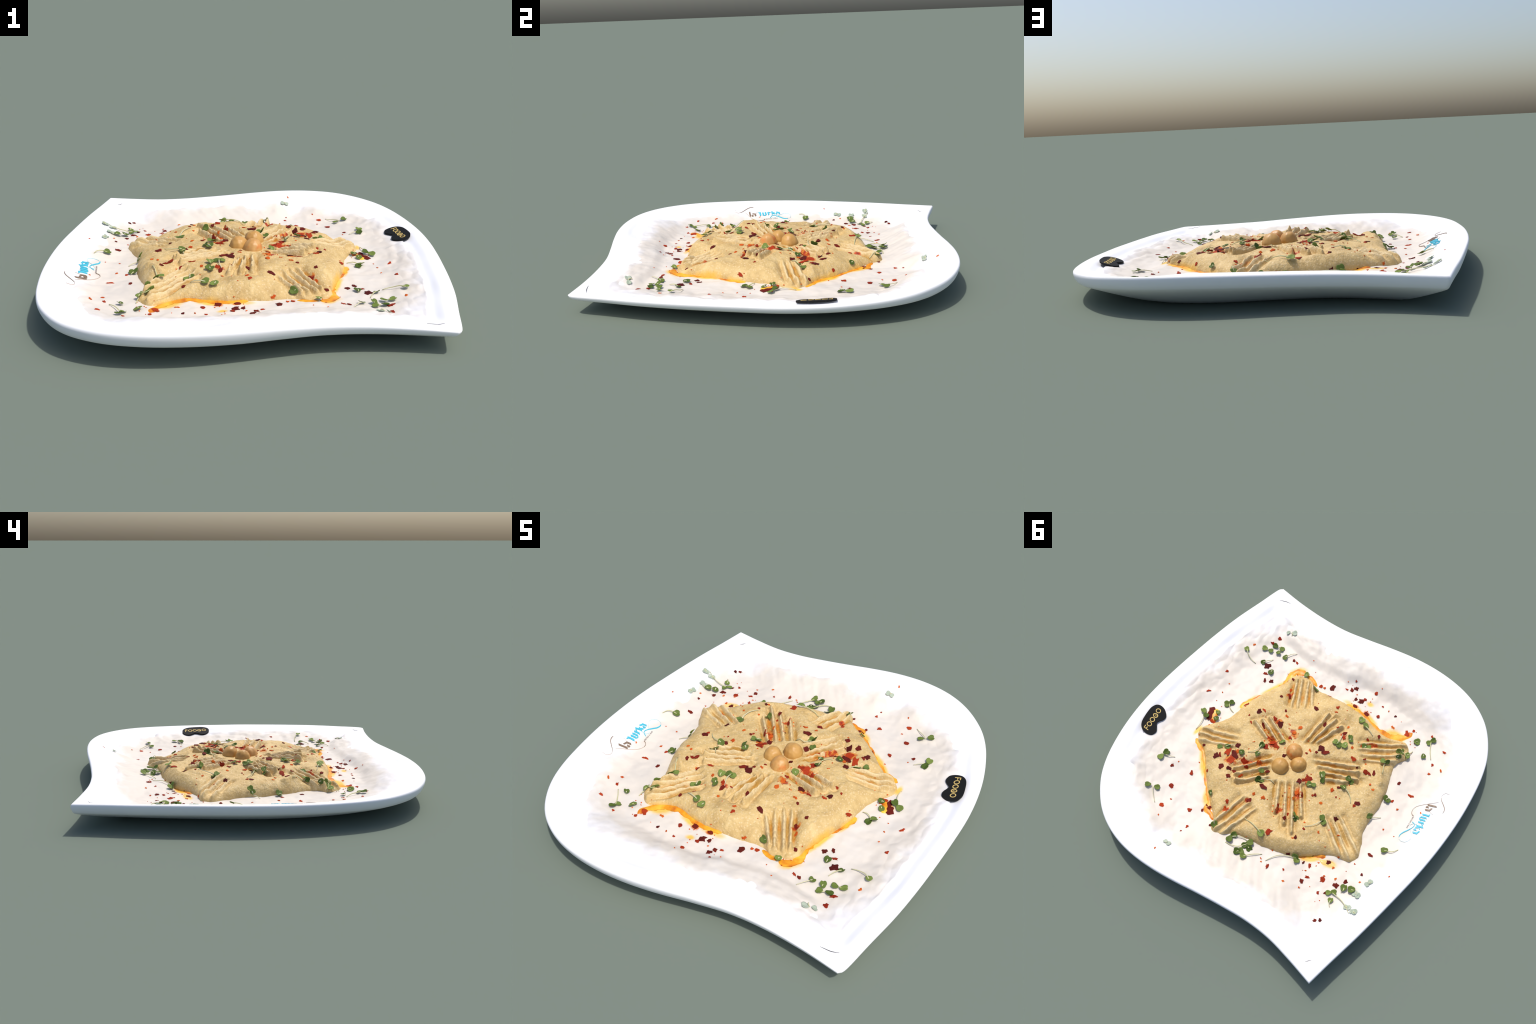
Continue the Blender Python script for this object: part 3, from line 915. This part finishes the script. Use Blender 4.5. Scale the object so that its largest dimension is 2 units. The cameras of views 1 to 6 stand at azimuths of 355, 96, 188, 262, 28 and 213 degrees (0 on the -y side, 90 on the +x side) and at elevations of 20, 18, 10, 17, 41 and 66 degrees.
def build_crumbs():
    bm = bmesh.new()
    for k in range(150):
        if k < 105:
            cx, cy, sp = CRUMB_CENTRES[k % len(CRUMB_CENTRES)]
            x, y = rng.gauss(cx, sp), rng.gauss(cy, sp)
        else:
            a, q = rng.uniform(0, 6.28), rng.uniform(0.2, 0.72)
            x, y = math.cos(a) * q, math.sin(a) * q
        if any(math.hypot(x - a, y - b) < c for a, b, c in PEAS):
            continue
        s = rng.uniform(0.0022, 0.0045)
        m = Matrix.Translation((x, y, float(food_top(x, y)) + 0.001)) @ Matrix.Rotation(rng.uniform(0, 6.28), 4, "Z") \
            @ Matrix.Diagonal((s * rng.uniform(1, 1.8), s, s * 0.7, 1))
        bmesh.ops.create_icosphere(bm, subdivisions=1, radius=1.0, matrix=m)
    me = bpy.data.meshes.new("chili_crumbs")
    bm.to_mesh(me)
    bm.free()
    me.materials.append(MAT["flake_orange"])
    o = add("chili_crumbs", me)
    o["kind"] = "stuff"


build_crumbs()

# ------------------------------------------------------------------ microgreens
# each: positions of its seed leaves, and where its stem ends (None: stem hidden)
SPROUTS = [
    ([(0.689, -0.467)], (0.592, -0.427)),
    ([(0.609, -0.549), (0.567, -0.556)], None),
    ([(0.564, -0.603), (0.518, -0.608)], None),
    ([(0.519, -0.571)], None),
    ([(0.466, -0.569)], (0.417, -0.63)),
    ([(0.558, -0.46)], (0.518, -0.512)),
    ([(0.476, -0.429)], None),
    ([(0.563, -0.091), (0.547, -0.115)], (0.498, -0.066)),
    ([(0.648, 0.032), (0.616, 0.053)], (0.612, 0.157)),
    ([(0.571, -0.01)], None),
    ([(0.553, 0.033)], None),
    ([(0.408, 0.185), (0.37, 0.157)], (0.334, 0.119)),
    ([(0.274, 0.149)], None),
    ([(0.204, 0.047)], (0.246, 0.128)),
    ([(0.192, 0.105)], None),
    ([(0.118, -0.042)], None),
    ([(0.177, -0.473)], None),
    ([(0.28, -0.537)], None),
    ([(0.664, 0.425), (0.657, 0.382)], (0.598, 0.375)),
    ([(0.611, 0.608), (0.561, 0.587)], (0.514, 0.667)),
    ([(0.114, 0.177)], None),
    ([(0.104, 0.229), (0.082, 0.232)], (0.003, 0.198)),
    ([(0.28, 0.44)], None),
    ([(-0.178, -0.443)], None),
    ([(-0.217, -0.422)], (-0.287, -0.397)),
    ([(-0.186, -0.299), (-0.2, -0.282)], None),
    ([(-0.136, -0.22), (-0.16, -0.216)], (-0.14, -0.292)),
    ([(-0.192, -0.232)], None),
    ([(-0.28, -0.313), (-0.299, -0.327)], None),
    ([(-0.421, -0.296), (-0.445, -0.305)], (-0.464, -0.215)),
    ([(-0.459, -0.418), (-0.474, -0.422)], (-0.525, -0.406)),
    ([(-0.478, -0.381)], None),
    ([(-0.513, -0.427)], (-0.526, -0.478)),
    ([(-0.514, -0.546)], None),
    ([(-0.595, -0.485)], None),
    ([(-0.576, -0.58), (-0.59, -0.606)], (-0.642, -0.491)),
    ([(-0.186, -0.001), (-0.208, 0.026)], None),
    ([(-0.16, 0.089), (-0.183, 0.082)], None),
    ([(-0.32, -0.074), (-0.344, -0.07)], None),
    ([(-0.326, -0.013)], (-0.413, 0.042)),
    ([(0.148, 0.583)], (0.171, 0.539)),
    ([(0.028, 0.561), (0.032, 0.598)], (-0.059, 0.548)),
    ([(-0.058, 0.577), (-0.076, 0.549)], (0.04, 0.625)),
    ([(-0.089, 0.578)], None),
    ([(-0.044, 0.633), (-0.061, 0.618)], None),
    ([(-0.088, 0.638)], (-0.168, 0.562)),
    ([(-0.103, 0.483)], (0.025, 0.46)),
    ([(-0.328, 0.459), (-0.342, 0.481)], (-0.205, 0.582)),
    ([(-0.197, 0.302), (-0.211, 0.301)], None),
    ([(-0.33, 0.21), (-0.349, 0.225)], (-0.282, 0.316)),
    ([(-0.53, 0.034), (-0.546, 0.028)], (-0.594, -0.01)),
    ([(-0.552, -0.12), (-0.568, -0.119)], None),
    ([(-0.714, 0.152)], (-0.776, 0.108)),
    ([(-0.591, 0.53), (-0.614, 0.51)], (-0.746, 0.57)),
    ([(-0.625, 0.559)], (-0.641, 0.593)),
    ([(-0.648, 0.46)], (-0.647, 0.49)),
    ([(-0.686, 0.447)], None),
]
FILMED_SPROUTS = [
    ([(0.548, -0.721), (0.509, -0.735)], None),
    ([(0.3, 0.825), (0.279, 0.828)], None),
    ([(-0.741, 0.375), (-0.749, 0.355)], None),
    ([(-0.714, 0.456), (-0.732, 0.458)], None),
    ([(-0.714, 0.546), (-0.729, 0.542)], None),
    ([(-0.755, 0.553), (-0.768, 0.549)], None),
]


def leaf_mesh(seed, mat):
    """A heart-shaped, cupped cotyledon of unit length; notch at the far end."""
    r = random.Random(seed)
    n, rings = 22, 4
    cup, fold = r.uniform(0.10, 0.35), r.uniform(0.05, 0.30)
    wid = r.uniform(0.80, 1.0)
    v, f = [], []
    for k in range(rings + 1):
        q = k / rings
        for i in range(n):
            a = 2 * math.pi * i / n
            rad = 1 - 0.30 * math.exp(-(math.atan2(math.sin(a), math.cos(a)) / 0.42) ** 2)
            x = math.cos(a) * rad * (0.95 if math.cos(a) > 0 else 1.10) * q
            y = math.sin(a) * rad * wid * q * (1 if math.cos(a) > -0.3 else 0.85)
            z = cup * (x * x + y * y) * 0.6 + fold * abs(y) + 0.04 * math.sin(3 * a + seed) * q
            v.append((x * 0.5 + 0.30, y * 0.5, z * 0.5))
    for k in range(rings):
        for i in range(n):
            j = (i + 1) % n
            f.append((k * n + i, k * n + j, (k + 1) * n + j, (k + 1) * n + i))
    m = len(v)
    v += [(a, b, c - 0.035) for a, b, c in v]
    f += [tuple(x + m for x in q[::-1]) for q in list(f)]
    for i in range(n):
        j = (i + 1) % n
        f.append((rings * n + i, rings * n + j, m + rings * n + j, m + rings * n + i))
    me = mesh_from("leaf", v, f, mat)
    return me


def stem_mesh(a, b, up):
    """Thin curved stalk from leaf point a to end point b, lying on the food."""
    p = []
    side = rng.uniform(-0.18, 0.18)
    for k in range(9):
        t = k / 8
        x = a[0] + (b[0] - a[0]) * t - (b[1] - a[1]) * side * math.sin(math.pi * t)
        y = a[1] + (b[1] - a[1]) * t + (b[0] - a[0]) * side * math.sin(math.pi * t)
        z = float(food_top(x, y)) + 0.003 + up * (1 - t) + 0.006 * math.sin(math.pi * t)
        p.append(Vector((x, y, z)))
    v, f, n = [], [], 6
    for k, c in enumerate(p):
        d = (p[min(k + 1, 8)] - p[max(k - 1, 0)]).normalized()
        s1 = d.cross(Vector((0, 0, 1))).normalized()
        s2 = s1.cross(d)
        rad = 0.0030 - 0.0012 * k / 8
        for i in range(n):
            an = 2 * math.pi * i / n
            v.append(c + (s1 * math.cos(an) + s2 * math.sin(an)) * rad)
    for k in range(8):
        for i in range(n):
            j = (i + 1) % n
            f.append((k * n + i, k * n + j, (k + 1) * n + j, (k + 1) * n + i))
    f.append(tuple(range(n))[::-1])
    f.append(tuple(range(8 * n, 9 * n)))
    return mesh_from("microgreen", v, f, MAT["stem"])


LEAF_SHAPES = [leaf_mesh(500 + k, MAT["leaf"]) for k in range(7)]
PALE_SHAPES = [leaf_mesh(600 + k, MAT["leaf_pale"]) for k in range(3)]


def sprout(leaves, end, shapes, size, lift):
    cx = sum(p[0] for p in leaves) / len(leaves)
    cy = sum(p[1] for p in leaves) / len(leaves)
    shown = end is not None
    if not shown:       # a short stub hidden under the leaves
        end = (cx + rng.uniform(-0.02, 0.02), cy + rng.uniform(-0.02, 0.02))
    stalk = add("microgreen", stem_mesh((cx, cy), end, lift))
    away = math.atan2(cy - end[1], cx - end[0])
    for x, y in leaves:
        o = add("leaf", rng.choice(shapes), stalk)
        s = size * rng.uniform(0.85, 1.15)
        if len(leaves) == 2:
            ang = math.atan2(y - cy, x - cx) + rng.uniform(-0.3, 0.3)
        else:
            ang = away + rng.uniform(-0.5, 0.5)
        # the leaf mesh is centred 0.3 of its length from its base
        bx, by = x - math.cos(ang) * 0.25 * s, y - math.sin(ang) * 0.25 * s
        nrm = surface_normal(x, y, 0.012)
        tiltv = (nrm + Vector((rng.uniform(-0.35, 0.35), rng.uniform(-0.35, 0.35), 0)) * (1 if lift > 0.003 else 0.15)).normalized()
        fwd = Vector((math.cos(ang), math.sin(ang), 0))
        fwd = (fwd - tiltv * fwd.dot(tiltv)).normalized()
        rot = Matrix((fwd, tiltv.cross(fwd), tiltv)).transposed().to_4x4()
        z = max(float(food_top(bx, by)), float(food_top(x, y)) - 0.004) + lift + 0.003
        o.matrix_world = Matrix.Translation((bx, by, z)) @ rot @ Matrix.Scale(s, 4)


for leaves, end in SPROUTS:
    sprout(leaves, end, LEAF_SHAPES, 0.040, 0.006)
for leaves, end in FILMED_SPROUTS:
    sprout(leaves, end, PALE_SHAPES, 0.034, 0.001)


# ------------------------------------------------------------------ printed marks
def print_surface(x, y):
    r = np.hypot(x, y)
    th = np.arctan2(y, x)
    rho = r / rim_radius(th)
    return np.maximum(yoghurt_top(x, y), plate_top(rho, th))


def pen(points, widths, height, surface_fn, per=6):
    """A raised pen stroke of varying width along points (x, y)."""
    w = widths if isinstance(widths, (list, tuple)) else [widths] * len(points)
    w = np.interp(np.linspace(0, 1, len(points)), np.linspace(0, 1, len(w)), w)
    pts = [(p[0], p[1], q) for p, q in zip(points, w)]
    c = catmull(pts, per) if per > 1 else np.array(pts)
    xy = c[:, :2]
    t = np.gradient(xy, axis=0)
    t /= np.linalg.norm(t, axis=1, keepdims=True) + 1e-9
    nrm = np.stack([-t[:, 1], t[:, 0]], -1)
    v, f = [], []
    for i in range(len(xy)):
        a, b = xy[i] + nrm[i] * c[i, 2], xy[i] - nrm[i] * c[i, 2]
        for q, up in ((a, 1), (b, 1), (b, 0), (a, 0)):
            v.append((q[0], q[1], float(surface_fn(q[0], q[1])) + (height if up else -0.003)))
    for i in range(len(xy) - 1):
        for k in range(4):
            l = (k + 1) % 4
            f.append((4 * i + k, 4 * i + l, 4 * i + 4 + l, 4 * i + 4 + k))
    e = 4 * (len(xy) - 1)
    f += [(3, 2, 1, 0), (e, e + 1, e + 2, e + 3)]
    return v, f


def chisel(points, width, height, surface_fn):
    """A straight broad-nib letter stroke with slanted ends, as in blackletter."""
    v, f = [], []
    for (x0, y0), (x1, y1) in zip(points[:-1], points[1:]):
        d = np.array([x1 - x0, y1 - y0])
        L = np.linalg.norm(d)
        d = d / L
        n = np.array([-d[1], d[0]])
        k = len(v)
        cut = -width * 0.5
        m = 5
        for s in np.linspace(0, 1, m):
            for side in (1, -1):
                slant = cut * side * (1 if 0 < s < 1 else 1)
                p = np.array([x0, y0]) + d * (L * s + slant) + n * width * side
                zz = float(surface_fn(p[0], p[1]))
                v.append((p[0], p[1], zz + height))
                v.append((p[0], p[1], zz - 0.003))
        for i in range(m - 1):
            a = k + 4 * i
            f += [(a, a + 4, a + 6, a + 2), (a + 1, a + 3, a + 7, a + 5), (a, a + 1, a + 5, a + 4), (a + 2, a + 6, a + 7, a + 3)]
        b = k + 4 * (m - 1)
        f += [(k, k + 2, k + 3, k + 1), (b, b + 1, b + 3, b + 2)]
    return v, f


def joined(name, parts, mat, parent=root, flat=True):
    V, F = [], []
    for v, f in parts:
        k = len(V)
        V += list(v)
        F += [tuple(x + k for x in q) for q in f]
    return add(name, mesh_from(name, V, F, mat, not flat), parent)


NIB = 0.0050
HI = 0.0045
# first word, brown: l, a
joined("printed_letters", [
    chisel([(-0.7737, -0.2247), (-0.8214, -0.2364)], NIB, HI, print_surface),
    chisel([(-0.7765, -0.1899), (-0.8003, -0.1965)], NIB, HI, print_surface),
    chisel([(-0.7985, -0.1960), (-0.8040, -0.2150)], NIB * 0.8, HI - 0.0004, print_surface),
    pen([(-0.7735, -0.2050), (-0.7775, -0.2115), (-0.7880, -0.2085)], [0.003, 0.0055, 0.0012], HI, print_surface),
], MAT["brown"])
# second word, cyan: t, u, r, k, a
joined("printed_letters", [
    chisel([(-0.7786, -0.1560), (-0.8160, -0.1640)], NIB, HI, print_surface),
    pen([(-0.8080, -0.1600), (-0.8130, -0.1700), (-0.8150, -0.1760)], [0.004, 0.003, 0.0012], HI - 0.0004, print_surface),
    chisel([(-0.7802, -0.1368), (-0.8101, -0.1440)], NIB, HI, print_surface),
    chisel([(-0.7808, -0.1188), (-0.8115, -0.1266)], NIB, HI, print_surface),
    pen([(-0.7802, -0.1368), (-0.7770, -0.1290), (-0.7808, -0.1188)], [0.001, 0.0022, 0.001], HI - 0.0004, print_surface),
    chisel([(-0.7829, -0.1005), (-0.8132, -0.1081)], NIB, HI, print_surface),
    chisel([(-0.8060, -0.0935), (-0.8122, -0.0960)], NIB * 1.1, HI - 0.0004, print_surface),
    chisel([(-0.7859, -0.0745), (-0.8232, -0.0828)], NIB, HI, print_surface),
    pen([(-0.7863, -0.0612), (-0.7990, -0.0690), (-0.8020, -0.0700)], [0.004, 0.0045, 0.002], HI - 0.0004, print_surface),
    chisel([(-0.8050, -0.0665), (-0.8105, -0.0680)], NIB * 1.1, HI - 0.0008, print_surface),
    chisel([(-0.7889, -0.0276), (-0.8129, -0.0336)], NIB, HI, print_surface),
    chisel([(-0.8105, -0.0340), (-0.8165, -0.0520)], NIB * 0.8, HI - 0.0004, print_surface),
    pen([(-0.7860, -0.0425), (-0.7900, -0.0495), (-0.8010, -0.0460)], [0.003, 0.0055, 0.0012], HI, print_surface),
], MAT["cyan"])
SWIRL_BROWN = [(-0.7414, -0.1233), (-0.7292, -0.1289), (-0.7201, -0.1410), (-0.7168, -0.1601), (-0.7238, -0.1824),
               (-0.7428, -0.2061), (-0.7696, -0.2296), (-0.8181, -0.2680)]
SWIRL_LEFT = [(-0.8699, -0.2138), (-0.8691, -0.2303), (-0.8615, -0.2478), (-0.8441, -0.2670), (-0.8268, -0.2835),
              (-0.8155, -0.2986), (-0.8120, -0.3135), (-0.8162, -0.3282), (-0.8255, -0.3384), (-0.8461, -0.3380)]
SWIRL_CYAN = [(-0.7390, 0.0345), (-0.7368, 0.0194), (-0.7438, -0.0023), (-0.7590, -0.0272), (-0.7707, -0.0495),
              (-0.7753, -0.0669), (-0.7700, -0.0800), (-0.7537, -0.0881)]
SWIRL_THIN = [(-0.7449, 0.0441), (-0.7633, 0.0504), (-0.7826, 0.0449), (-0.7948, 0.0279), (-0.7980, 0.0063),
              (-0.7869, -0.0164), (-0.7716, -0.0334), (-0.7595, -0.0472), (-0.7541, -0.0602), (-0.7588, -0.0734),
              (-0.7694, -0.0810), (-0.7841, -0.0816)]
joined("printed_flourish", [
    pen(SWIRL_BROWN[:4], [0.0020, 0.0014, 0.0008, 0.0005], 0.0035, print_surface),
    pen(SWIRL_LEFT[:6], [0.0008, 0.0016, 0.0018, 0.0014, 0.0008], 0.0035, print_surface)], MAT["brown"])
joined("printed_hairline", [
    pen(SWIRL_BROWN[3:], 0.0004, 0.0033, print_surface),
    pen(SWIRL_LEFT[5:], 0.0004, 0.0033, print_surface),
    pen([(-0.8039, -0.1908), (-0.8166, -0.1842), (-0.8302, -0.1825)], 0.0004, 0.0033, print_surface)], MAT["brown_pale"])
joined("printed_flourish", [
    pen(SWIRL_CYAN, [0.0008, 0.0020, 0.0028, 0.0026, 0.0014, 0.0012, 0.0016, 0.0018], 0.0038, print_surface)], MAT["cyan"])
joined("printed_hairline", [pen(SWIRL_THIN, 0.0005, 0.0034, print_surface)], MAT["cyan_pale"])


def small_text(body, start, direction, size, mat, surface_fn, height):
    cu = bpy.data.curves.new("printed_text", "FONT")
    cu.body = body
    cu.size = size
    cu.extrude = 0.001
    cu.space_character = 1.25
    tmp = bpy.data.objects.new("printed_text", cu)
    bpy.context.scene.collection.objects.link(tmp)
    bpy.context.view_layer.update()
    me = bpy.data.meshes.new_from_object(tmp)
    bpy.data.objects.remove(tmp)
    ca, sa = math.cos(direction), math.sin(direction)
    for v in me.vertices:
        x = start[0] + v.co.x * ca - v.co.y * sa
        y = start[1] + v.co.x * sa + v.co.y * ca
        v.co = (x, y, float(surface_fn(x, y)) + height + v.co.z)
    me.materials.clear()
    me.materials.append(mat)
    me.update()
    return add("printed_text", me)


small_text("BISTRO & BAR", (-0.7385, -0.1180), math.atan2(0.1, -0.006), 0.0105, MAT["grey"], print_surface, 0.003)


# ------------------------------------------------------------------ sticker
def sticker_plane(x, y):
    """The sticker lies flat, leaning with the plate's right-hand lip."""
    return 0.1095 + 0.2775 * (x - 0.838) + 0.0403 * (y - 0.334)


BEAN = [(0.8197, 0.3607), (0.8463, 0.3600), (0.8690, 0.3464), (0.8858, 0.3188), (0.8956, 0.2725), (0.9000, 0.2222),
        (0.8951, 0.1959), (0.8858, 0.1787), (0.8671, 0.1684), (0.8398, 0.1699), (0.8137, 0.1863), (0.8008, 0.2055),
        (0.8013, 0.2294), (0.8108, 0.2471), (0.8161, 0.2621), (0.8143, 0.2738), (0.7988, 0.2934), (0.7874, 0.3118),
        (0.7873, 0.3303), (0.7962, 0.3505)]


def build_sticker():
    ring = catmull(BEAN, 6, True)
    bm = bmesh.new()
    top = [bm.verts.new((x, y, float(sticker_plane(x, y)))) for x, y in ring]
    bot = [bm.verts.new((x, y, float(sticker_plane(x, y)) - 0.008)) for x, y in ring]
    n = len(ring)
    t = bm.faces.new(top)
    bm.faces.new(bot[::-1])
    for i in range(n):
        j = (i + 1) % n
        bm.faces.new((top[i], bot[i], bot[j], top[j]))
    bmesh.ops.recalc_face_normals(bm, faces=bm.faces)
    me = bpy.data.meshes.new("sticker")
    bm.to_mesh(me)
    bm.free()
    me.materials.append(MAT["black"])
    return add("sticker", me)


STICKER = build_sticker()


def oval(c, rx, ry, n=24, lean=0.0):
    out = []
    for i in range(n + 1):
        a = 2 * math.pi * i / n
        x, y = math.cos(a) * rx, math.sin(a) * ry
        out.append((c[0] + x, c[1] + y + lean * x))
    return out


def drop(c, rx, ry):
    """Pointed drop, tip up (towards +x), with a leaf-like inner curve."""
    pts = []
    for i in range(25):
        a = 2 * math.pi * i / 24
        k = (0.5 + 0.5 * math.cos(a)) ** 3
        pts.append((c[0] + math.cos(a) * rx * 0.95 + k * rx * 0.2, c[1] + math.sin(a) * ry * (1 - 0.25 * k)))
    return pts


G = 0.0022
letters = [pen([(0.8245, 0.3395), (0.8400, 0.3400), (0.8545, 0.3405)], G, 0.0014, sticker_plane, 2),
           pen([(0.8525, 0.3400), (0.8535, 0.3320), (0.8540, 0.3240)], G, 0.0018, sticker_plane, 2),
           pen([(0.8390, 0.3395), (0.8398, 0.3320), (0.8404, 0.3255)], G, 0.0018, sticker_plane, 2)]
for cx, cy in ((0.8432, 0.3049), (0.8471, 0.2717), (0.8553, 0.2049)):
    letters.append(pen(oval((cx, cy), 0.0125, 0.0130), G, 0.0014, sticker_plane, 1))
letters.append(pen(drop((0.8486, 0.2391), 0.0125, 0.0125), G, 0.0014, sticker_plane, 1))
letters.append(pen([(0.8420, 0.2440), (0.8480, 0.2385), (0.8560, 0.2380)], [0.0006, 0.0012, 0.0005], 0.0018, sticker_plane, 3))
letters.append(pen([(0.8400, 0.2380), (0.8440, 0.2320), (0.8530, 0.2330)], [0.0005, 0.0010, 0.0005], 0.0018, sticker_plane, 3))
joined("sticker_lettering", letters, MAT["gold"], STICKER)

# dark slits where the dried layer has lifted off the plate
joined("lifted_edge_gap", [
    pen([(-0.6985, 0.9183), (-0.7117, 0.9050), (-0.7240, 0.8909)], [0.0003, 0.0014, 0.0003], 0.0012, print_surface),
    pen([(0.655, -0.900), (0.695, -0.897), (0.733, -0.886)], [0.0003, 0.0016, 0.0004], 0.0012, print_surface)], MAT["crack"])
